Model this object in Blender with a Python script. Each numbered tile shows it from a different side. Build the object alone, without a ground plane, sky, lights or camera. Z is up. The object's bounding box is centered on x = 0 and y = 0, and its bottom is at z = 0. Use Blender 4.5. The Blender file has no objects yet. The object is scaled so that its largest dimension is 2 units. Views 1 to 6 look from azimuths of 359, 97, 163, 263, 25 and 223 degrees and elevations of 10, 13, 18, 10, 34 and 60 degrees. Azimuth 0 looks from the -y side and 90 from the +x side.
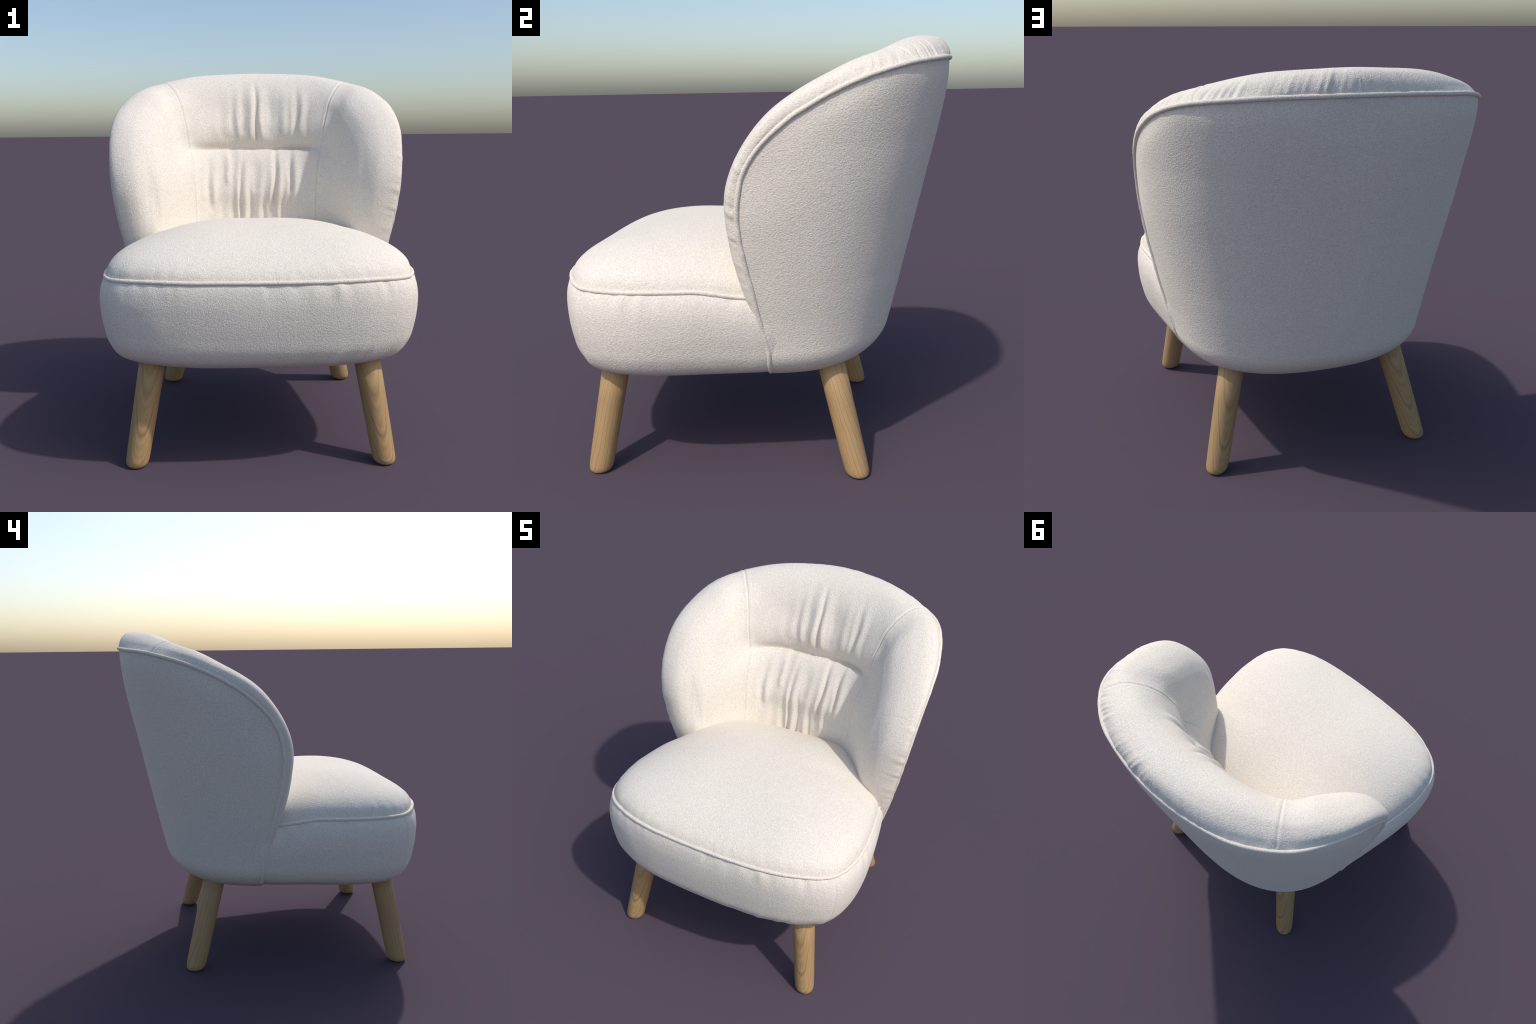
"""Upholstered cocktail chair: wrap-around padded back, domed seat, piping, four splayed oak legs."""
import math
import bpy
import numpy as np
from mathutils import Vector, Matrix, noise

RNG = np.random.default_rng(7)


# ------------------------------------------------------------------ helpers
def hermite(t_key, values, t, closed=False):
    """Smooth (Catmull-Rom style, non uniform) interpolation of rows of `values`."""
    t_key = np.asarray(t_key, float)
    v = np.asarray(values, float)
    if closed:
        span = t_key[-1] - t_key[0]
        t_key = np.concatenate([t_key[-4:-1] - span, t_key, t_key[1:4] + span])
        v = np.concatenate([v[-4:-1], v, v[1:4]])
    d = np.diff(v, axis=0) / np.diff(t_key).reshape((-1,) + (1,) * (v.ndim - 1))
    h = np.diff(t_key).reshape((-1,) + (1,) * (v.ndim - 1))
    m = np.empty_like(v)
    m[1:-1] = (d[:-1] * h[1:] + d[1:] * h[:-1]) / (h[1:] + h[:-1])
    m[0], m[-1] = d[0], d[-1]
    t = np.asarray(t, float)
    i = np.clip(np.searchsorted(t_key, t, side="right") - 1, 0, len(t_key) - 2)
    hh = (t_key[i + 1] - t_key[i])
    s = ((t - t_key[i]) / hh).reshape((-1,) + (1,) * (v.ndim - 1))
    hh = hh.reshape(s.shape)
    return ((2 * s**3 - 3 * s**2 + 1) * v[i] + (s**3 - 2 * s**2 + s) * hh * m[i]
            + (-2 * s**3 + 3 * s**2) * v[i + 1] + (s**3 - s**2) * hh * m[i + 1])


def arclen(p):
    return np.concatenate([[0], np.cumsum(np.linalg.norm(np.diff(p, axis=0), axis=1))])


def smooth(a, b, x):
    t = np.clip((np.asarray(x, float) - a) / (b - a), 0, 1)
    return t * t * (3 - 2 * t)


def bump(x, c, w):
    return np.exp(-((x - c) / w) ** 2)


def noise_at(p, scale, seed=0.0):
    flat = p.reshape(-1, 3)
    out = np.array([noise.noise(Vector((q[0] * scale + seed, q[1] * scale - seed, q[2] * scale + 2 * seed))) for q in flat])
    return out.reshape(p.shape[:-1])


def noise_1d(s, scale, seed):
    return np.array([noise.noise(Vector((x * scale, seed, 0.37))) for x in np.ravel(s)]).reshape(np.shape(s))


def grid_normals(g, closed_u=False):
    if closed_u:
        du = np.roll(g, -1, 0) - np.roll(g, 1, 0)
    else:
        du = np.gradient(g, axis=0)
    dv = np.gradient(g, axis=1)
    n = np.cross(du, dv)
    return n / np.maximum(np.linalg.norm(n, axis=-1, keepdims=True), 1e-9)


COLLECTION = bpy.context.scene.collection


def make_object(name, verts, faces, material, parent=None, normals=None):
    me = bpy.data.meshes.new(name)
    me.from_pydata([tuple(v) for v in verts], [], faces)
    me.validate()
    me.polygons.foreach_set("use_smooth", [True] * len(me.polygons))
    me.update()
    if normals is not None:
        me.normals_split_custom_set_from_vertices([tuple(n) for n in normals])
    me.materials.append(material)
    ob = bpy.data.objects.new(name, me)
    COLLECTION.objects.link(ob)
    ob.parent = parent
    return ob


def grid_faces(nu, nv, closed_u=False, flip=False):
    faces = []
    for i in range(nu if closed_u else nu - 1):
        j = (i + 1) % nu
        for k in range(nv - 1):
            f = (i * nv + k, j * nv + k, j * nv + k + 1, i * nv + k + 1)
            faces.append(f[::-1] if flip else f)
    return faces


def tube(name, path, radius, material, parent, sides=14, closed=False, wobble=0.0):
    """Round cord along a path, with a slightly uneven thickness as a sewn piping has."""
    p = np.asarray(path, float)
    n = len(p)
    if closed:
        tan = np.roll(p, -1, 0) - np.roll(p, 1, 0)
    else:
        tan = np.gradient(p, axis=0)
    tan /= np.linalg.norm(tan, axis=1, keepdims=True)
    ref = np.cross(tan[0], [0.3, 0.2, 0.93])
    ref /= np.linalg.norm(ref)
    s = arclen(p)
    verts = []
    for i in range(n):
        ref = ref - tan[i] * (ref @ tan[i])
        ref /= np.linalg.norm(ref)
        b = np.cross(tan[i], ref)
        r = radius * (1 + wobble * noise.noise(Vector((s[i] * 22, 3.1, radius * 100))))
        for k in range(sides):
            a = 2 * math.pi * k / sides
            verts.append(p[i] + r * (math.cos(a) * ref + math.sin(a) * b))
    faces = []
    for i in range(n if closed else n - 1):
        j = (i + 1) % n
        for k in range(sides):
            l = (k + 1) % sides
            faces.append((i * sides + k, i * sides + l, j * sides + l, j * sides + k))
    if not closed:
        faces.append(tuple(range(sides))[::-1])
        faces.append(tuple((n - 1) * sides + k for k in range(sides)))
    return make_object(name, verts, faces, material, parent)


# ---------------------------------------------------------------- materials
def node_material(name):
    m = bpy.data.materials.new(name)
    m.use_nodes = True
    nt = m.node_tree
    return m, nt, nt.nodes["Principled BSDF"]


def fabric_material(name="cream_wool_fabric", smooth_hem=False):
    m, nt, bsdf = node_material(name)
    N, L = nt.nodes, nt.links
    tc = N.new("ShaderNodeTexCoord")
    # fine felted fibres: two noises, the second one slightly stretched along a diagonal
    fine = N.new("ShaderNodeTexNoise")
    fine.inputs["Scale"].default_value = 150
    fine.inputs["Detail"].default_value = 3
    fine.inputs["Roughness"].default_value = 0.6
    L.new(tc.outputs["Object"], fine.inputs["Vector"])
    mp = N.new("ShaderNodeMapping")
    mp.inputs["Rotation"].default_value = (0.6, 0.75, 0.5)
    mp.inputs["Scale"].default_value = (1.0, 0.62, 1.0)
    L.new(tc.outputs["Object"], mp.inputs["Vector"])
    nap = N.new("ShaderNodeTexNoise")
    nap.inputs["Scale"].default_value = 210
    nap.inputs["Detail"].default_value = 2
    L.new(mp.outputs["Vector"], nap.inputs["Vector"])
    mix = N.new("ShaderNodeMix")
    mix.data_type = "FLOAT"
    mix.inputs["Factor"].default_value = 0.5
    L.new(fine.outputs["Fac"], mix.inputs["A"])
    L.new(nap.outputs["Fac"], mix.inputs["B"])
    # coarser, irregular pebbling of the felted surface
    pebble = N.new("ShaderNodeTexNoise")
    pebble.inputs["Scale"].default_value = 62
    pebble.inputs["Detail"].default_value = 2
    L.new(tc.outputs["Object"], pebble.inputs["Vector"])
    relief = N.new("ShaderNodeMix")
    relief.data_type = "FLOAT"
    relief.inputs["Factor"].default_value = 0.22
    L.new(mix.outputs["Result"], relief.inputs["A"])
    L.new(pebble.outputs["Fac"], relief.inputs["B"])
    broad = N.new("ShaderNodeTexNoise")
    broad.inputs["Scale"].default_value = 6
    broad.inputs["Detail"].default_value = 3
    L.new(tc.outputs["Object"], broad.inputs["Vector"])
    ramp = N.new("ShaderNodeValToRGB")
    ramp.color_ramp.elements[0].position = 0.34
    ramp.color_ramp.elements[0].color = (0.665, 0.606, 0.526, 1)
    ramp.color_ramp.elements[1].position = 0.66
    ramp.color_ramp.elements[1].color = (0.905, 0.838, 0.733, 1)
    L.new(mix.outputs["Result"], ramp.inputs["Fac"])
    tint = N.new("ShaderNodeMix")
    tint.data_type = "RGBA"
    tint.blend_type = "MULTIPLY"
    tint.inputs["Factor"].default_value = 0.35
    tr = N.new("ShaderNodeValToRGB")
    tr.color_ramp.elements[0].position = 0.35
    tr.color_ramp.elements[0].color = (0.97, 0.955, 0.95, 1)
    tr.color_ramp.elements[1].position = 0.65
    tr.color_ramp.elements[1].color = (1, 1, 1, 1)
    L.new(broad.outputs["Fac"], tr.inputs["Fac"])
    L.new(ramp.outputs["Color"], tint.inputs["A"])
    L.new(tr.outputs["Color"], tint.inputs["B"])
    L.new(tint.outputs["Result"], bsdf.inputs["Base Color"])
    bp = N.new("ShaderNodeBump")
    bp.inputs["Strength"].default_value = 0.85
    bp.inputs["Distance"].default_value = 0.0058
    if smooth_hem:
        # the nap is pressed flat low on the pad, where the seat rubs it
        sep = N.new("ShaderNodeSeparateXYZ")
        L.new(tc.outputs["Object"], sep.inputs["Vector"])
        rag = N.new("ShaderNodeTexNoise")
        rag.inputs["Scale"].default_value = 30
        L.new(tc.outputs["Object"], rag.inputs["Vector"])
        lift = N.new("ShaderNodeMath")
        lift.operation = "MULTIPLY_ADD"
        lift.inputs[1].default_value = -0.05
        L.new(rag.outputs["Fac"], lift.inputs[0])
        L.new(sep.outputs["Z"], lift.inputs[2])
        fade = N.new("ShaderNodeMapRange")
        fade.inputs["From Min"].default_value = 1.092
        fade.inputs["From Max"].default_value = 1.108
        fade.inputs["To Min"].default_value = 0.08
        fade.inputs["To Max"].default_value = 0.85
        L.new(lift.outputs["Value"], fade.inputs["Value"])
        L.new(fade.outputs["Result"], bp.inputs["Strength"])
    L.new(relief.outputs["Result"], bp.inputs["Height"])
    L.new(bp.outputs["Normal"], bsdf.inputs["Normal"])
    bsdf.inputs["Roughness"].default_value = 0.92
    bsdf.inputs["Specular IOR Level"].default_value = 0.15
    bsdf.inputs["Sheen Weight"].default_value = 0.0
    bsdf.inputs["Sheen Roughness"].default_value = 0.5
    return m


def oak_material():
    m, nt, bsdf = node_material("pale_oak_wood")
    N, L = nt.nodes, nt.links
    tc = N.new("ShaderNodeTexCoord")
    info = N.new("ShaderNodeObjectInfo")
    turn = N.new("ShaderNodeAttribute")
    turn.attribute_type = "OBJECT"
    turn.attribute_name = '["grain_turn"]'
    spin = N.new("ShaderNodeVectorRotate")
    spin.rotation_type = "Z_AXIS"
    L.new(tc.outputs["Object"], spin.inputs["Vector"])
    L.new(turn.outputs["Fac"], spin.inputs["Angle"])
    off = N.new("ShaderNodeVectorMath")
    off.operation = "MULTIPLY_ADD"
    off.inputs[1].default_value = (0.0, 0.0, 0.12)
    comb = N.new("ShaderNodeCombineXYZ")
    L.new(info.outputs["Random"], comb.inputs["Z"])
    L.new(comb.outputs["Vector"], off.inputs[0])
    L.new(spin.outputs["Vector"], off.inputs[2])
    # growth rings: concentric about an axis that leans against the leg, so that
    # the turned surface cuts them into long cathedral arches
    mp = N.new("ShaderNodeMapping")
    mp.inputs["Location"].default_value = (0.045, 0.004, 0.0)
    mp.inputs["Rotation"].default_value = (math.radians(0.8), math.radians(3.0), 0)
    mp.inputs["Scale"].default_value = (1, 1, 1)
    L.new(off.outputs["Vector"], mp.inputs["Vector"])
    wob = N.new("ShaderNodeTexNoise")
    wob.inputs["Scale"].default_value = 5
    wob.inputs["Detail"].default_value = 2
    L.new(mp.outputs["Vector"], wob.inputs["Vector"])
    add = N.new("ShaderNodeVectorMath")
    add.operation = "MULTIPLY_ADD"
    add.inputs[1].default_value = (0.010, 0.010, 0.0)
    L.new(wob.outputs["Color"], add.inputs[0])
    L.new(mp.outputs["Vector"], add.inputs[2])
    rings = N.new("ShaderNodeTexWave")
    rings.wave_type = "RINGS"
    rings.rings_direction = "Z"
    rings.wave_profile = "SIN"
    rings.inputs["Scale"].default_value = 22
    rings.inputs["Distortion"].default_value = 0.35
    rings.inputs["Detail"].default_value = 2
    L.new(add.outputs["Vector"], rings.inputs["Vector"])
    fib_map = N.new("ShaderNodeMapping")
    fib_map.inputs["Scale"].default_value = (1, 1, 0.03)
    L.new(off.outputs["Vector"], fib_map.inputs["Vector"])
    fib = N.new("ShaderNodeTexNoise")
    fib.inputs["Scale"].default_value = 260
    fib.inputs["Detail"].default_value = 4
    L.new(fib_map.outputs["Vector"], fib.inputs["Vector"])
    base = N.new("ShaderNodeValToRGB")
    base.color_ramp.elements[0].position = 0.0
    base.color_ramp.elements[0].color = (0.445, 0.290, 0.138, 1)
    base.color_ramp.elements[1].position = 1.0
    base.color_ramp.elements[1].color = (0.345, 0.22, 0.105, 1)
    for pos, col in ((0.72, (0.468, 0.308, 0.150, 1)), (0.93, (0.43, 0.278, 0.132, 1))):
        e = base.color_ramp.elements.new(pos)
        e.color = col
    L.new(rings.outputs["Fac"], base.inputs["Fac"])
    # closer, fainter growth lines between the strong ones
    minor = N.new("ShaderNodeTexWave")
    minor.wave_type = "RINGS"
    minor.rings_direction = "Z"
    minor.inputs["Scale"].default_value = 74
    minor.inputs["Distortion"].default_value = 0.8
    minor.inputs["Detail"].default_value = 2
    L.new(add.outputs["Vector"], minor.inputs["Vector"])
    mr = N.new("ShaderNodeValToRGB")
    mr.color_ramp.elements[0].position = 0.45
    mr.color_ramp.elements[0].color = (1, 1, 1, 1)
    mr.color_ramp.elements[1].position = 1.0
    mr.color_ramp.elements[1].color = (0.91, 0.885, 0.855, 1)
    L.new(minor.outputs["Fac"], mr.inputs["Fac"])
    both = N.new("ShaderNodeMix")
    both.data_type = "RGBA"
    both.blend_type = "MULTIPLY"
    both.inputs["Factor"].default_value = 1.0
    L.new(base.outputs["Color"], both.inputs["A"])
    L.new(mr.outputs["Color"], both.inputs["B"])
    fr = N.new("ShaderNodeValToRGB")
    fr.color_ramp.elements[0].position = 0.35
    fr.color_ramp.elements[0].color = (0.80, 0.765, 0.71, 1)
    fr.color_ramp.elements[1].position = 0.62
    fr.color_ramp.elements[1].color = (1, 1, 1, 1)
    L.new(fib.outputs["Fac"], fr.inputs["Fac"])
    mul = N.new("ShaderNodeMix")
    mul.data_type = "RGBA"
    mul.blend_type = "MULTIPLY"
    mul.inputs["Factor"].default_value = 0.6
    L.new(both.outputs["Result"], mul.inputs["A"])
    L.new(fr.outputs["Color"], mul.inputs["B"])
    L.new(mul.outputs["Result"], bsdf.inputs["Base Color"])
    bp = N.new("ShaderNodeBump")
    bp.inputs["Strength"].default_value = 0.15
    bp.inputs["Distance"].default_value = 0.002
    L.new(fib.outputs["Fac"], bp.inputs["Height"])
    L.new(bp.outputs["Normal"], bsdf.inputs["Normal"])
    bsdf.inputs["Roughness"].default_value = 0.5
    bsdf.inputs["Specular IOR Level"].default_value = 0.35
    return m


FABRIC = fabric_material()
PAD_FABRIC = fabric_material("cream_wool_pad_fabric", smooth_hem=True)
OAK = oak_material()

# ------------------------------------------------------------ whole chair
chair = bpy.data.objects.new("cocktail_chair", None)
COLLECTION.objects.link(chair)
chair["label"] = "low cream fabric chair with curved back and oak legs"
chair["category"] = "upholstered chair"

# ================================================================== SHELL
# Outer back: at each height a half ellipse (rear) with straight flanks,
# tapering towards the floor.
YC = 0.10
Z_W = [0.40, 0.58, 0.64, 0.77, 0.89, 1.02, 1.16, 1.30, 1.43, 1.54, 1.63, 1.70, 1.77, 1.90]
W = [0.615, 0.655, 0.663, 0.686, 0.711, 0.737, 0.764, 0.789, 0.808, 0.822, 0.832, 0.838, 0.843, 0.847]
Z_R = [0.40, 0.60, 0.79, 1.035, 1.30, 1.42, 1.558, 1.75, 1.86, 1.90]
R = [0.585, 0.640, 0.686, 0.741, 0.798, 0.824, 0.855, 0.889, 0.901, 0.904]
Z_FOOT = 0.635          # where the shell starts to round in under the seat
ROUND_V, ROUND_H = 0.157, 0.180


def shell_dims(z):
    z = np.asarray(z, float)
    w = hermite(Z_W, W, z.ravel()).reshape(z.shape)
    r = hermite(Z_R, R, z.ravel()).reshape(z.shape)
    n = np.interp(z, [0.45, 0.62, 0.95, 1.25, 1.55, 1.8], [2.30, 2.26, 2.20, 2.25, 2.34, 2.52])      # the plan grows squarer upwards
    return w, r, n


def shell_point(phi, z):
    """phi = 0 rear centre, pi/2 where the flank starts, beyond: straight flank towards the front."""
    w, r, n = shell_dims(z)
    s = np.abs(phi)
    c = np.clip(s, 0, math.pi / 2)
    x = w * np.where(s < math.pi / 2, np.sin(c) ** (2 / n), 1.0)
    y = np.where(s < math.pi / 2, YC + (r - YC) * np.abs(np.cos(c)) ** (2 / n), YC - (s - math.pi / 2) * 0.8)
    x = x + 0.024 * smooth(0.30, -0.02, y) * smooth(1.55, 1.2, z)        # flanks flare a little towards the front
    return np.stack([np.sign(phi) * x, y, np.broadcast_to(z, np.shape(x))], -1)


def phi_of(x, y, z):
    if y <= YC:
        return math.pi / 2 + (YC - y) / 0.8
    w, r, n = (float(q) for q in shell_dims(z))
    return math.atan2((x / w) ** (n / 2), ((y - YC) / (r - YC)) ** (n / 2))


# seam line of the piping on the shell, (y, z), from the rear centre round to the foot
RIM = [(0, .905, 1.897), (.200, .890, 1.895), (.335, .864, 1.891), (.450, .829, 1.886), (.557, .771, 1.877), (.645, .700, 1.864), (.687, .655, 1.853), (.729, .590, 1.835),
       (.762, .515, 1.811), (.784, .450, 1.786), (.798, .395, 1.762), (.811, .340, 1.735), (.820, .285, 1.703), (.824, .225, 1.666), (.826, .180, 1.630), (.826, .132, 1.588),
       (.824, .087, 1.540), (.820, .047, 1.484), (.816, .020, 1.428), (.811, .005, 1.364), (.805, -.004, 1.305), (.796, -.005, 1.238), (.785, .001, 1.164), (.775, .011, 1.101),
       (.759, .025, 1.020), (.747, .040, .953), (.735, .050, .894), (.721, .061, .833), (.706, .075, .771), (.691, .089, .708), (.676, .101, .635)]
rim_xyz = np.array(RIM)
rim_phi = np.array([phi_of(*p) for p in RIM])
rim_phi[0] = 0.0
rim_z = rim_xyz[:, 2]
rim_key = arclen(rim_xyz)
flip_x = np.array([-1.0, 1, 1])
rim_key_full = np.concatenate([-rim_key[:0:-1], rim_key])
rim_xyz_full = np.concatenate([rim_xyz[:0:-1] * flip_x, rim_xyz])
rim_phi_full = np.concatenate([-rim_phi[:0:-1], rim_phi])
RIM_LEN = rim_key[-1]
PHI_END = rim_phi[-1]


def rim(s):
    return hermite(rim_key_full, rim_xyz_full, s)


def rim_angle(s):
    return hermite(rim_key_full, rim_phi_full, s)


def build_shell():
    nu, n_main, n_round, n_cap = 281, 70, 14, 6
    s = np.linspace(-RIM_LEN, RIM_LEN, nu)
    rim_p, phi_p = rim(s), rim_angle(s)
    z_p = rim_p[:, 2]
    t_foot = np.linspace(-1, 1, nu)
    phi_b = np.sign(t_foot) * np.abs(t_foot) ** 1.0 * PHI_END
    cols = []
    v = np.linspace(0, 1, n_main)
    for i in range(nu):
        # ease between the rim angle and the foot angle so that columns stay upright
        ph = phi_p[i] + (phi_b[i] - phi_p[i]) * (v ** 0.9)
        zz = z_p[i] + (Z_FOOT - z_p[i]) * v
        col = shell_point(ph, zz)
        # just below the piping the cover is drawn in to the seam
        delta = rim_p[i] - col[0]
        cols.append(col + delta * np.exp(-((zz[0] - zz) / 0.055) ** 2)[:, None])
    main = np.array(cols)
    a = np.linspace(0, 1, n_round + 1)[1:] * math.pi / 2
    low = []
    for i in range(nu):
        ph = phi_b[i]
        base0 = shell_point(np.full(n_round, ph), Z_FOOT - ROUND_V * np.sin(a))
        base0 = base0 + (main[i, -1] - shell_point(np.array([ph]), np.array([Z_FOOT]))[0]) * np.array([1, 1, 0])
        c = np.array([0.0, min(base0[0][1], 0.1)]) if abs(ph) >= math.pi / 2 else np.array([0.0, YC])
        d = c - base0[:, :2]
        l = np.linalg.norm(d, axis=1, keepdims=True)
        base0[:, :2] += d / l * (ROUND_H * (1 - np.cos(a)))[:, None]
        last = base0[-1]
        f = np.linspace(0, 0.9, n_cap + 1)[1:]
        cap = np.stack([last[0] + (c[0] - last[0]) * f, last[1] + (c[1] - last[1]) * f, np.full(n_cap, last[2])], -1)
        low.append(np.concatenate([base0, cap]))
    g = np.concatenate([main, np.array(low)], 1)
    nrm = grid_normals(g)
    if (nrm[nu // 2, 10] @ np.array([0, 1, 0])) < 0:
        nrm = -nrm
    # the cover is pulled tight: very slight pull marks below the piping and a faint unevenness
    depth = arclen(main[nu // 2])
    d = np.linspace(0, 1, g.shape[1])[None, :] * depth[-1]
    wave = noise_1d(s, 9, 4.2)[:, None] * 0.0025 * np.exp(-d / 0.05) * smooth(0.006, 0.03, d)
    wave = wave + noise_at(g, 3.2, 2.0) * 0.0022 * smooth(0, 0.2, d)
    edge = smooth(0, 0.12, RIM_LEN - np.abs(s))[:, None]
    g = g + nrm * (wave * (0.2 + 0.8 * edge))[..., None]
    return g


shell_grid = build_shell()
nu, nv = shell_grid.shape[:2]
shell = make_object("backrest_shell", shell_grid.reshape(-1, 3), grid_faces(nu, nv, flip=True), FABRIC, chair)

# ================================================================ BACK PAD
# Cross-sections of the padded inside of the back, from the piping over the
# rolled rim down the inside face to behind the seat.  Right half; mirrored.
PAD_SECTIONS = {
    # rear centre: roll, deep tuck at lumbar height, lumbar panel
    (0.905, 1.897): [(0, .900, 1.930), (0, .885, 1.965), (0, .855, 1.990), (0, .800, 1.999), (0, .720, 1.984), (0, .640, 1.935), (0, .575, 1.855),
             (0, .532, 1.750), (0, .500, 1.650), (0, .502, 1.570), (0, .522, 1.512), (0, .476, 1.495), (0, .418, 1.415), (0, .362, 1.270), (0, .360, 1.150),
             (0, .355, 1.000), (0, .353, .850)],
    (0.846, 1.889): [(.400, .833, 1.913), (.391, .810, 1.944), (.378, .774, 1.966), (.359, .718, 1.976), (.335, .655, 1.959), (.308, .594, 1.911), (.285, .540, 1.835),
             (.265, .504, 1.740), (.252, .476, 1.645), (.247, .480, 1.570), (.244, .504, 1.512), (.240, .465, 1.495), (.236, .404, 1.412), (.230, .344, 1.270), (.226, .342, 1.150),
             (.222, .333, 1.000), (.220, .330, .850)],
    (0.774, 1.878): [(.545, .753, 1.901), (.529, .733, 1.926), (.506, .700, 1.944), (.481, .660, 1.951), (.450, .603, 1.934), (.418, .552, 1.889), (.390, .503, 1.817),
             (.366, .463, 1.735), (.351, .434, 1.645), (.343, .432, 1.567), (.338, .456, 1.512), (.333, .422, 1.492), (.327, .366, 1.408), (.321, .320, 1.275), (.317, .300, 1.155),
             (.314, .290, 1.000), (.312, .286, .850)],
    # seam between the centre panel and the wing
    (0.706, 1.865): [(.629, .684, 1.887), (.613, .664, 1.907), (.591, .635, 1.921), (.569, .601, 1.925), (.536, .555, 1.908), (.495, .500, 1.863), (.459, .452, 1.799),
             (.438, .422, 1.725), (.420, .396, 1.650), (.410, .388, 1.570), (.401, .381, 1.515), (.387, .348, 1.470), (.372, .302, 1.392), (.363, .279, 1.280), (.360, .262, 1.160),
             (.357, .250, 1.000), (.355, .245, .850)],
    (0.430, 1.7775): [(.782, .431, 1.806), (.767, .426, 1.829), (.735, .414, 1.844), (.691, .394, 1.846), (.620, .350, 1.821), (.562, .302, 1.766), (.531, .269, 1.696),
             (.513, .247, 1.626), (.499, .230, 1.555), (.486, .216, 1.500), (.474, .202, 1.450), (.459, .182, 1.385), (.448, .164, 1.280), (.444, .157, 1.160),
             (.442, .154, 1.060), (.440, .152, 1.000), (.438, .150, .850)],
    (0.182, 1.630): [(.833, .163, 1.651), (.824, .142, 1.668), (.795, .126, 1.675), (.747, .112, 1.672), (.688, .094, 1.648), (.636, .076, 1.598), (.600, .064, 1.538),
             (.575, .057, 1.480), (.557, .053, 1.430), (.544, .051, 1.380), (.533, .050, 1.330), (.523, .049, 1.270), (.519, .052, 1.200), (.516, .054, 1.100),
             (.513, .054, 1.020), (.512, .054, .960), (.511, .054, .850)],
    (0.002, 1.350): [(.812, -.020, 1.354), (.806, -.040, 1.357), (.778, -.056, 1.357), (.726, -.065, 1.352), (.674, -.060, 1.345), (.632, -.040, 1.328), (.605, -.019, 1.304),
             (.586, -.009, 1.275), (.575, -.003, 1.245), (.566, .001, 1.210), (.559, .004, 1.170), (.554, .006, 1.130), (.550, .008, 1.085), (.547, .010, 1.035),
             (.545, .011, .985), (.543, .012, .940), (.542, .013, .850)],
    (0.003, 1.150): [(.783, -.015, 1.150), (.776, -.034, 1.150), (.749, -.048, 1.149), (.703, -.058, 1.146), (.662, -.056, 1.140), (.631, -.046, 1.130), (.611, -.035, 1.116),
             (.598, -.027, 1.097), (.589, -.021, 1.075), (.583, -.017, 1.050), (.579, -.014, 1.024), (.576, -.012, 1.000), (.574, -.010, .975), (.572, -.008, .950),
             (.571, -.007, .925), (.570, -.006, .900), (.570, -.006, .850)],
    (0.047, 0.910): [(.740, .036, .910), (.733, .020, .909), (.718, .008, .907), (.695, .004, .905), (.672, .004, .903), (.652, .006, .900), (.638, .009, .896),
             (.628, .012, .892), (.620, .014, .888), (.614, .016, .884), (.609, .018, .880), (.604, .019, .876), (.600, .020, .872), (.597, .021, .868),
             (.594, .022, .864), (.592, .023, .860), (.590, .024, .850)],
    (0.0855, 0.725): [(.690, .080, .725), (.684, .076, .725), (.674, .074, .724), (.662, .075, .722), (.650, .078, .720), (.640, .080, .718), (.632, .082, .716),
             (.626, .083, .714), (.620, .084, .712), (.616, .085, .710), (.612, .086, .708), (.608, .087, .706), (.605, .087, .704), (.602, .088, .702),
             (.599, .088, .700), (.596, .088, .698), (.593, .088, .690)],
    (0.101, 0.635): [(.670, .100, .634), (.666, .100, .634), (.660, .100, .633), (.654, .100, .632), (.648, .100, .630), (.642, .100, .628), (.636, .100, .626),
             (.631, .100, .624), (.626, .100, .622), (.622, .100, .620), (.618, .100, .618), (.614, .100, .616), (.610, .100, .614), (.607, .100, .612),
             (.604, .100, .610), (.601, .100, .608), (.598, .100, .600)],
}
SEAM_KEY = (0.706, 1.865)

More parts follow.
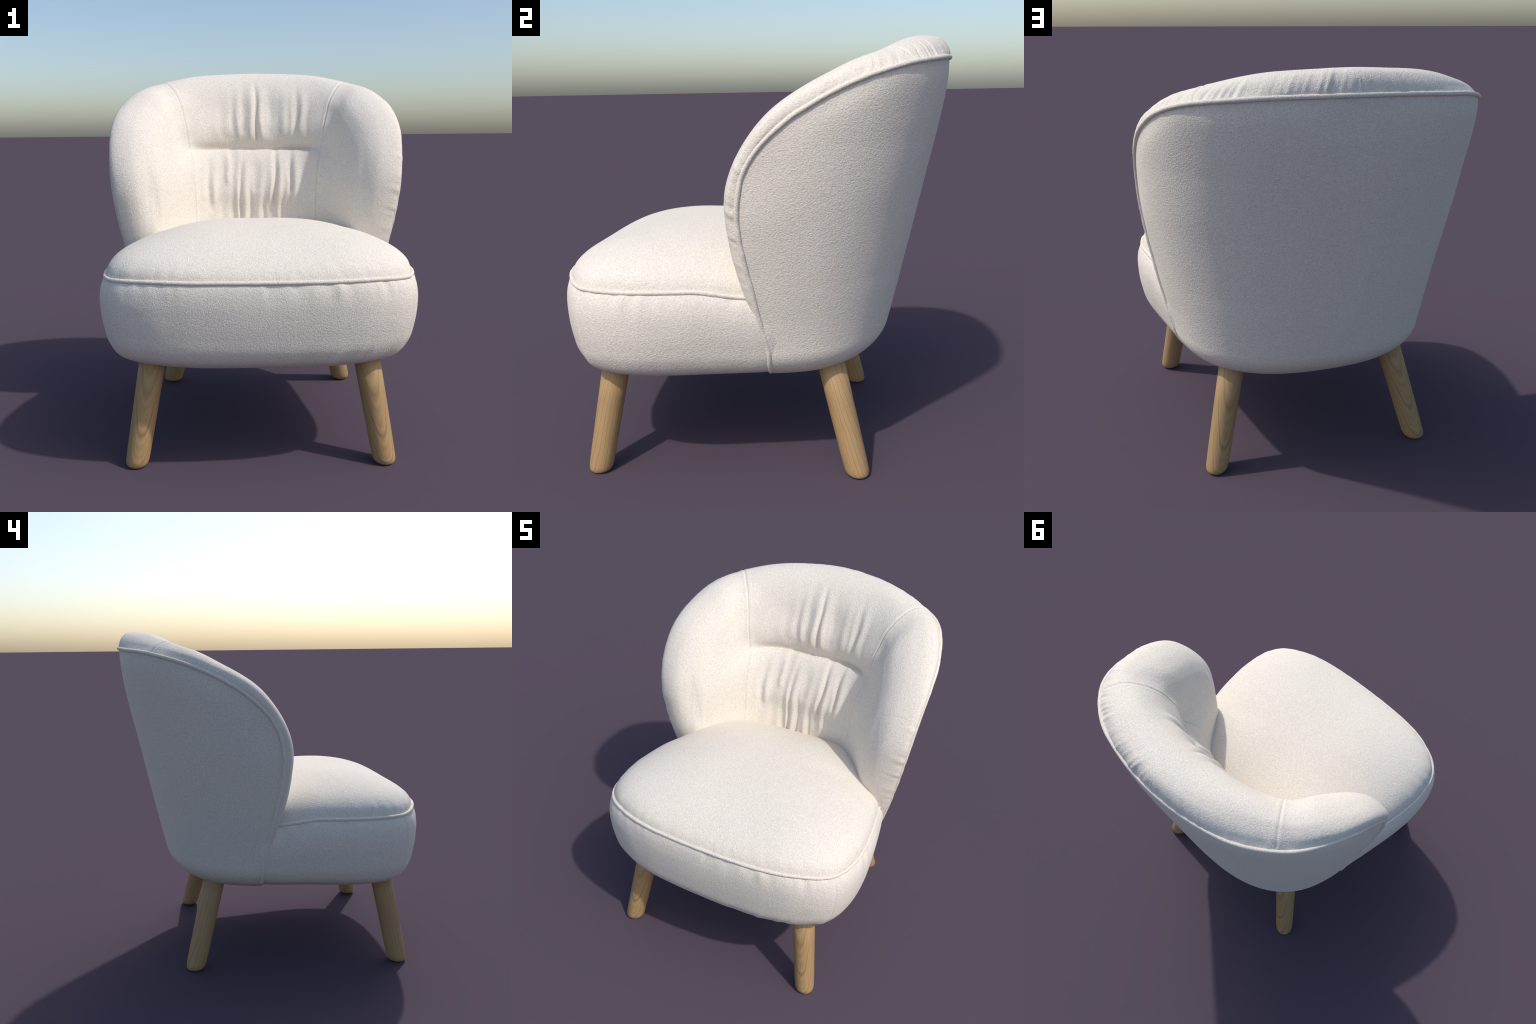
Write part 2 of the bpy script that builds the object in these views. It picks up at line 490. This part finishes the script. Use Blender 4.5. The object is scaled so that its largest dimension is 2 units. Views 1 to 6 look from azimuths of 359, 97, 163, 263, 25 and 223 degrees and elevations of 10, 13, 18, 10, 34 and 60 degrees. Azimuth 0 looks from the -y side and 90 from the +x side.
# folds gathered into the tuck: x at top, x at bottom, z top, z bottom, half width, height (+ ridge / - valley)
FOLDS = [
    # above the tuck
    (0.004, 0.012, 1.86, 1.545, 0.0085, -0.0110), (-0.026, -0.020, 1.85, 1.560, 0.015, 0.0065), (0.036, 0.040, 1.84, 1.560, 0.014, 0.0060),
    (-0.070, -0.072, 1.87, 1.600, 0.018, -0.0065), (-0.112, -0.104, 1.82, 1.570, 0.014, 0.0040), (-0.140, -0.135, 1.80, 1.60, 0.014, -0.0030),
    (0.272, 0.248, 1.86, 1.580, 0.013, -0.0055), (0.098, 0.092, 1.86, 1.580, 0.020, -0.0042), (0.190, 0.176, 1.85, 1.570, 0.020, 0.0040), (-0.180, -0.168, 1.86, 1.575, 0.020, 0.0038), (0.236, 0.222, 1.82, 1.585, 0.013, 0.0040), (0.300, 0.282, 1.81, 1.590, 0.013, 0.0045), (0.335, 0.318, 1.78, 1.57, 0.013, -0.0035),
    (0.150, 0.140, 1.80, 1.600, 0.020, -0.0025), (-0.240, -0.215, 1.84, 1.600, 0.022, -0.0022),
    # below the tuck, on the lumbar panel
    (-0.177, -0.165, 1.475, 1.300, 0.014, 0.0060), (-0.145, -0.138, 1.44, 0.98, 0.021, -0.0085), (-0.104, -0.112, 1.46, 1.00, 0.013, 0.0070),
    (-0.088, -0.098, 1.34, 0.98, 0.009, -0.0090), (-0.060, -0.066, 1.30, 0.96, 0.017, 0.0060), (-0.034, -0.036, 1.27, 0.96, 0.010, -0.0110),
    (0.020, 0.018, 1.26, 0.98, 0.016, 0.0050), (0.054, 0.046, 1.26, 0.98, 0.012, -0.0080), (-0.010, 0.005, 1.42, 1.25, 0.022, -0.0030),
    (0.100, 0.092, 1.44, 1.180, 0.015, 0.0060), (0.130, 0.110, 1.45, 1.160, 0.010, -0.0125), (0.158, 0.140, 1.40, 1.060, 0.014, 0.0065),
    (0.176, 0.150, 1.30, 1.020, 0.011, -0.0080), (0.222, 0.212, 1.45, 1.240, 0.011, -0.0095), (0.258, 0.232, 1.45, 1.160, 0.017, 0.0060),
    (-0.215, -0.235, 1.42, 1.160, 0.020, -0.0040), (-0.254, -0.258, 1.38, 1.180, 0.015, 0.0055), (-0.290, -0.275, 1.43, 1.130, 0.016, -0.0050), (-0.325, -0.310, 1.44, 1.20, 0.016, 0.0030),
]


def build_pad():
    keys, rows = [], []
    for (y, z), pts in PAD_SECTIONS.items():
        # sections are placed by height on the steep part of the seam, by depth on the flat part
        key = float(np.interp(z, rim_z[::-1], rim_key[::-1]) if z < 1.75 else np.interp(-y, -rim_xyz[:13, 1], rim_key[:13]))
        keys.append(key)
        rows.append([tuple(rim(np.array([key]))[0])] + pts)
    keys, rows = np.array(keys), np.array(rows)
    mirrored = rows[:0:-1] * np.array([-1, 1, 1])
    all_keys = np.concatenate([-keys[:0:-1], keys])
    all_rows = np.concatenate([mirrored, rows])
    seam_s = keys[list(PAD_SECTIONS).index(SEAM_KEY)]
    # columns: dense in the centre (folds), the seams fall exactly on columns
    n_c, n_w = 281, 221
    s = np.concatenate([np.linspace(-RIM_LEN, -seam_s, n_w), np.linspace(-seam_s, seam_s, n_c)[1:], np.linspace(seam_s, RIM_LEN, n_w)[1:]])
    sect = hermite(all_keys, all_rows, s)                      # (ns, 18, 3)
    sect[:, 0] = rim(s)
    # resample each section finely
    m = 190
    k_key = np.linspace(0, 1, sect.shape[1])
    v = np.linspace(0, 1, m)
    g = np.array([hermite(k_key, c, v) for c in sect])
    # smooth lengthwise so that section keys leave no bands
    for _ in range(24):
        sm = g.copy()
        sm[1:-1] = 0.25 * g[:-2] + 0.5 * g[1:-1] + 0.25 * g[2:]
        sm[:, 0] = g[:, 0]
        g = sm
    nrm = grid_normals(g)
    mid = len(s) // 2
    if nrm[mid, 40] @ np.array([0, 0, 1]) < 0:
        nrm = -nrm
    d = np.array([arclen(c) for c in g])                       # distance from the piping
    x, y, z = g[..., 0], g[..., 1], g[..., 2]
    h = np.zeros(x.shape)
    # gathers along the piping, running across the rim
    ds = s[:, None] * np.ones_like(d)
    skew = ds + 0.35 * d * np.sign(ds)
    r1 = noise_1d(skew, 26, 1.7)
    r2 = noise_1d(skew, 48, 8.3)
    patch = 0.25 + 1.1 * smooth(-0.15, 0.45, noise_1d(s, 2.6, 5.5))[:, None]
    z_r = rim(s)[:, 2]
    side = smooth(0.95, 1.10, z_r) * smooth(1.62, 1.42, z_r) * np.where(s > 0, 1.0, 0.6)
    patch = np.maximum(patch, 0.72 * side[:, None])
    reach = 0.085 + 0.035 * noise_1d(s, 7, 3.3)[:, None]
    h += (0.0072 * r1 + 0.0050 * r2) * patch * np.exp(-(d / reach) ** 2) * smooth(0.0, 0.018, d) * smooth(RIM_LEN, RIM_LEN - 0.3, np.abs(ds))
    # folds
    inner = smooth(0.30, 0.42, d)
    for xt, xb, zt, zb, w, a in FOLDS:
        f = np.clip((zt + 0.03 - z) / (zt + 0.03 - zb), -0.5, 1.5)
        xc = xt + (xb - xt) * f + 0.004 * np.sin(7 * f + 40 * xt)
        env = smooth(-0.35, 0.65, f) * smooth(1.03, 0.84, f)
        h += inner * np.where(z > 1.52, 1.3, 1.5) * a * env * bump(x, xc, w * (1.55 - 0.45 * np.clip(f, 0, 1)))
    # broad soft pleats between the folds, dying out towards the crest and the seams
    pleat = inner * smooth(0.40, 0.30, np.abs(x))
    h += pleat * 0.0105 * noise_1d(x + 0.05 * z, 13, 14.2) * smooth(1.93, 1.70, z) * smooth(1.53, 1.60, z)
    h += pleat * 0.0125 * noise_1d(x - 0.03 * z, 15, 21.8) * smooth(1.49, 1.38, z)
    # soft fullness of the filling
    h += noise_at(g, 4.0, 9.0) * 0.004 * smooth(0.05, 0.2, d) * smooth(0.9, 1.1, z)
    # seam grooves
    for c in (-seam_s, seam_s):
        h += -0.0038 * bump(ds, c, 0.0042) * smooth(0, 0.02, d) + 0.0014 * bump(np.abs(ds - c), 0.018, 0.011) * smooth(0, 0.05, d)
    g = g + nrm * h[..., None]
    return g, s, seam_s


pad_grid, pad_s, seam_s = build_pad()
pad_nrm = grid_normals(pad_grid)
if pad_nrm[len(pad_s) // 2, 40] @ np.array([0, 0, 1]) < 0:
    pad_nrm, pad_flip = -pad_nrm, True
else:
    pad_flip = False
n_wing = 221
ranges = {"centre_panel": (n_wing - 1, len(pad_s) - n_wing + 1), "side_panel": (len(pad_s) - n_wing, len(pad_s)), "side_panel.001": (0, n_wing)}
for nm, (a, b) in ranges.items():
    part = pad_grid[a:b]
    make_object(nm, part.reshape(-1, 3), grid_faces(b - a, part.shape[1], flip=pad_flip), PAD_FABRIC, shell, pad_nrm[a:b].reshape(-1, 3))

# piping of the back, on down round the foot of the shell
s_path = np.linspace(-RIM_LEN, RIM_LEN, 620)
core = rim(s_path)
out = core.copy()
out[:, 2] = 0
out[:, 1] -= YC
out /= np.linalg.norm(out, axis=1, keepdims=True)
cord = core + out * 0.001
cord[:, 2] += 0.0025 * noise_1d(s_path, 5, 2.2)
foot = shell_grid[-1, 70:77] + np.array([-0.001, 0, 0.001])
foot_l = shell_grid[0, 70:77] + np.array([0.001, 0, 0.001])
tube("backrest_piping", np.concatenate([foot_l[::-1], cord, foot]), 0.0105, FABRIC, shell, wobble=0.12)

# =================================================================== SEAT
# plan of the seat seam, right half, front centre to rear centre
PLAN = [(0, -.889), (.19, -.885), (.368, -.869), (.48, -.845), (.565, -.812), (.645, -.769), (.700, -.718), (.735, -.650), (.755, -.557), (.761, -.443), (.752, -.334),
        (.737, -.227), (.723, -.147), (.708, -.067), (.694, 0), (.672, .10), (.628, .20), (.55, .31), (.42, .41), (.22, .475), (0, .495)]
plan_r = np.array(PLAN)
plan_l = plan_r[-2::-1] * np.array([-1, 1])
plan_c = np.concatenate([plan_r, plan_l])
plan_key = arclen(plan_c)
N_RING = 1120
ring_s = np.linspace(0, plan_key[-1], N_RING, endpoint=False)
ring = hermite(plan_key, plan_c, ring_s, closed=True)
tan = np.roll(ring, -1, 0) - np.roll(ring, 1, 0)
tan /= np.linalg.norm(tan, axis=1, keepdims=True)
ring_n = np.stack([tan[:, 1], -tan[:, 0]], -1)
seam_z = 0.931 + 0.012 * smooth(-0.70, -0.86, ring[:, 1]) - 0.034 * smooth(-0.24, 0.03, ring[:, 1])

# outward offset of the boxing below the seam against depth: a soft swell, then the rounded underside
BAND = [(0.00, -0.002), (-0.010, 0.008), (-0.035, 0.021), (-0.085, 0.032), (-0.17, 0.032), (-0.255, 0.020), (-0.33, 0.000), (-0.385, -0.034),
        (-0.420, -0.085), (-0.444, -0.150), (-0.458, -0.235), (-0.462, -0.33)]


def build_band():
    key = arclen(np.array(BAND))
    m = 70
    prof = hermite(key, BAND, np.linspace(0, key[-1], m))
    g = np.zeros((N_RING, m, 3))
    for i in range(N_RING):
        lean = smooth(-0.45, 0.0, ring[i, 1])
        off = prof[:, 1] - 0.004 * lean * smooth(-0.1, -0.3, prof[:, 0])
        # the front is flatter than the flanks
        front = smooth(-0.70, -0.86, ring[i, 1])
        off = off * np.where(off > 0, 1 - 0.25 * front * smooth(0.62, 0.40, abs(ring[i, 0])), 1.0)
        p = ring[i] + ring_n[i] * off[:, None]
        g[i, :, :2] = p
        g[i, :, 2] = seam_z[i] + prof[:, 0] * (seam_z[i] - 0.478) / 0.462      # level underside
    # close the underside towards the middle
    inner = []
    c = np.array([0, -0.2])
    for f in (0.2, 0.5, 0.85):
        q = g[:, -1].copy()
        q[:, :2] += (c - q[:, :2]) * f
        q[:, 2] -= 0.004 * f
        inner.append(q)
    g = np.concatenate([g, np.stack(inner, 1)], 1)
    nrm = grid_normals(g, closed_u=True)
    if nrm[0, 20] @ np.array([0, -1, 0]) < 0:
        nrm = -nrm
    depth = np.concatenate([np.linspace(0, key[-1], m), np.full(3, key[-1] + 0.1)])[None, :]
    ds = ring_s[:, None]
    h = 0.0095 * noise_1d(ds, 24, 6.6) * smooth(-0.3, 0.3, noise_1d(ds, 2.5, 1.1)) * np.exp(-((depth - 0.02) / 0.065) ** 2) * smooth(0, 0.03, depth)
    # gathers above the underside, strongest right of the front middle
    where = 0.2 + smooth(0.02, 0.25, ds) * smooth(0.80, 0.6, ds)
    ripple = noise_1d(ds + 0.35 * depth, 19, 11.4)
    h = h + 0.0060 * ripple * where * bump(depth, 0.40, 0.065)
    h = h + noise_at(g, 3.5, 5.0) * 0.003 * smooth(0.02, 0.1, depth)
    # corner seams of the boxing
    for sign in (1, -1):
        i = np.argmin(np.abs(ring[:, 0] - sign * 0.705) + 3 * np.abs(ring[:, 1] + 0.712))
        dist = (ring_s - ring_s[i] + plan_key[-1] / 2) % plan_key[-1] - plan_key[-1] / 2
        h = h - 0.0045 * bump(dist, 0, 0.005)[:, None] * smooth(0.01, 0.04, depth) * smooth(0.56, 0.46, depth)
    return g + nrm * h[..., None]


band = build_band()
center_v = len(band.reshape(-1, 3))
nvb = band.shape[1]
verts = np.concatenate([band.reshape(-1, 3), [[0, -0.2, band[:, -1, 2].mean()]]])
faces = grid_faces(N_RING, nvb, closed_u=True, flip=False)
faces += [(i * nvb + nvb - 1, ((i + 1) % N_RING) * nvb + nvb - 1, center_v) for i in range(N_RING)]
seat_base = make_object("seat_base", verts, faces, FABRIC, chair)


def build_cushion():
    m = 90
    c = np.array([0.0, -0.20])
    rho = np.sin(np.linspace(0, math.pi / 2, m)) ** 1.0
    rho[-1] = 1.0
    g = np.zeros((N_RING, m, 3))
    ang = ring - c
    dirn = ang / np.linalg.norm(ang, axis=1, keepdims=True)
    fr = smooth(0.35, 0.95, -dirn[:, 1])      # towards the front
    re = smooth(0.1, 0.9, dirn[:, 1])         # towards the back
    diag = 4 * (dirn[:, 0] * dirn[:, 1]) ** 2 * (dirn[:, 1] < 0)
    a = 2.4 - 0.35 * fr + 0.0 * re - 0.1 * diag
    back_diag = 4 * (dirn[:, 0] * dirn[:, 1]) ** 2 * (dirn[:, 1] > 0)
    b = 0.53 + 0.05 * fr + 0.18 * re - 0.09 * diag - 0.26 * back_diag - 0.05 * dirn[:, 0] ** 4
    for i in range(N_RING):
        hgt = np.clip(1 - rho ** a[i], 0, 1) ** b[i]
        g[i, :, :2] = c + ang[i] * rho[:, None] * 0.996
        g[i, :, 2] = seam_z[i] * rho**2 + 0.935 * (1 - rho**2) + 0.211 * hgt
    nrm = grid_normals(g, closed_u=True)
    if nrm[0, m // 2, 2] < 0:
        nrm = -nrm
    nrm[:, 0] = (0, 0, 1)
    edge = np.linalg.norm(g[..., :2] - ring[:, None, :], axis=-1)
    h = 0.0028 * noise_1d(ring_s[:, None], 24, 2.9) * np.exp(-(edge / 0.05) ** 2) * smooth(0, 0.015, edge)
    h = h + noise_at(g, 3.0, 7.0) * 0.003 * smooth(0.02, 0.15, edge)
    h[:, 0] = h[:, 0].mean()
    return g + nrm * h[..., None]


cush = build_cushion()
nvc = cush.shape[1]
verts = np.concatenate([cush[:, 1:].reshape(-1, 3), [cush[:, 0].mean(0)]])
faces = grid_faces(N_RING, nvc - 1, closed_u=True, flip=False)
apex = len(verts) - 1
faces += [(((i + 1) % N_RING) * (nvc - 1), i * (nvc - 1), apex) for i in range(N_RING)]
seat_cushion = make_object("seat_cushion", verts, faces, FABRIC, seat_base)

cord = np.column_stack([ring + ring_n * 0.003, seam_z + 0.0012 * noise_1d(ring_s, 6, 9.9)])
tube("seat_piping", cord, 0.0105, FABRIC, seat_base, closed=True, wobble=0.12)

for ob in (seat_base, seat_cushion, shell):
    import bmesh
    bm = bmesh.new()
    bm.from_mesh(ob.data)
    if ob is not shell:
        bmesh.ops.recalc_face_normals(bm, faces=bm.faces)
    bm.to_mesh(ob.data)
    bm.free()

# =================================================================== LEGS
LEG_TOP = 0.585


def leg_mesh(splay):
    """Turned round leg, sawn level with the floor and eased at the foot.  Local z runs along the
    leg, local x points the way it splays; `splay` is the lean per metre of height."""
    prof = [(0.034, 0.0), (0.0395, 0.0012), (0.0455, 0.0048), (0.0505, 0.0105), (0.0540, 0.0185), (0.0560, 0.029), (0.0570, 0.045), (0.0585, 0.10), (0.0625, 0.35), (0.0655, LEG_TOP)]
    sides = 64
    axis = Vector((-splay, 0, 1)).normalized()
    across = Vector((axis.z, 0, -axis.x))
    to_local = Matrix((across, Vector((0, 1, 0)), axis))
    verts, faces = [], []
    for r, z in prof:
        for k in range(sides):
            t = 2 * math.pi * k / sides
            p = Vector((-splay * z + r * math.cos(t) * math.hypot(1, splay), r * math.sin(t), z))
            verts.append(to_local @ p)
    for i in range(len(prof) - 1):
        for k in range(sides):
            l = (k + 1) % sides
            faces.append((i * sides + k, i * sides + l, (i + 1) * sides + l, (i + 1) * sides + k))
    faces.append(tuple(range(sides))[::-1])
    faces.append(tuple((len(prof) - 1) * sides + k for k in range(sides)))
    me = bpy.data.meshes.new("leg")
    me.from_pydata(verts, [], faces)
    me.polygons.foreach_set("use_smooth", [len(p.vertices) == 4 for p in me.polygons])
    me.materials.append(OAK)
    me.update()
    return me, to_local


def add_legs(x_foot, y_foot, x_top, y_top, faces_to):
    dx, dy = (x_foot - x_top) / 0.5, (y_foot - y_top) / 0.5
    me, to_local = leg_mesh(math.hypot(dx, dy))
    for sign in (1, -1):
        ob = bpy.data.objects.new("leg", me)
        COLLECTION.objects.link(ob)
        heading = math.atan2(dy, sign * dx)
        ob.matrix_world = Matrix.Translation((sign * x_foot, y_foot, 0)) @ Matrix.Rotation(heading, 4, "Z") @ to_local.transposed().to_4x4()
        # turn the grain so that the broad cathedral figure faces front (or rear)
        ob["grain_turn"] = heading - faces_to
        ob.parent = chair


add_legs(0.612, -0.730, 0.530, -0.647, math.radians(-90))
add_legs(0.557, 0.500, 0.437, 0.370, math.radians(90))
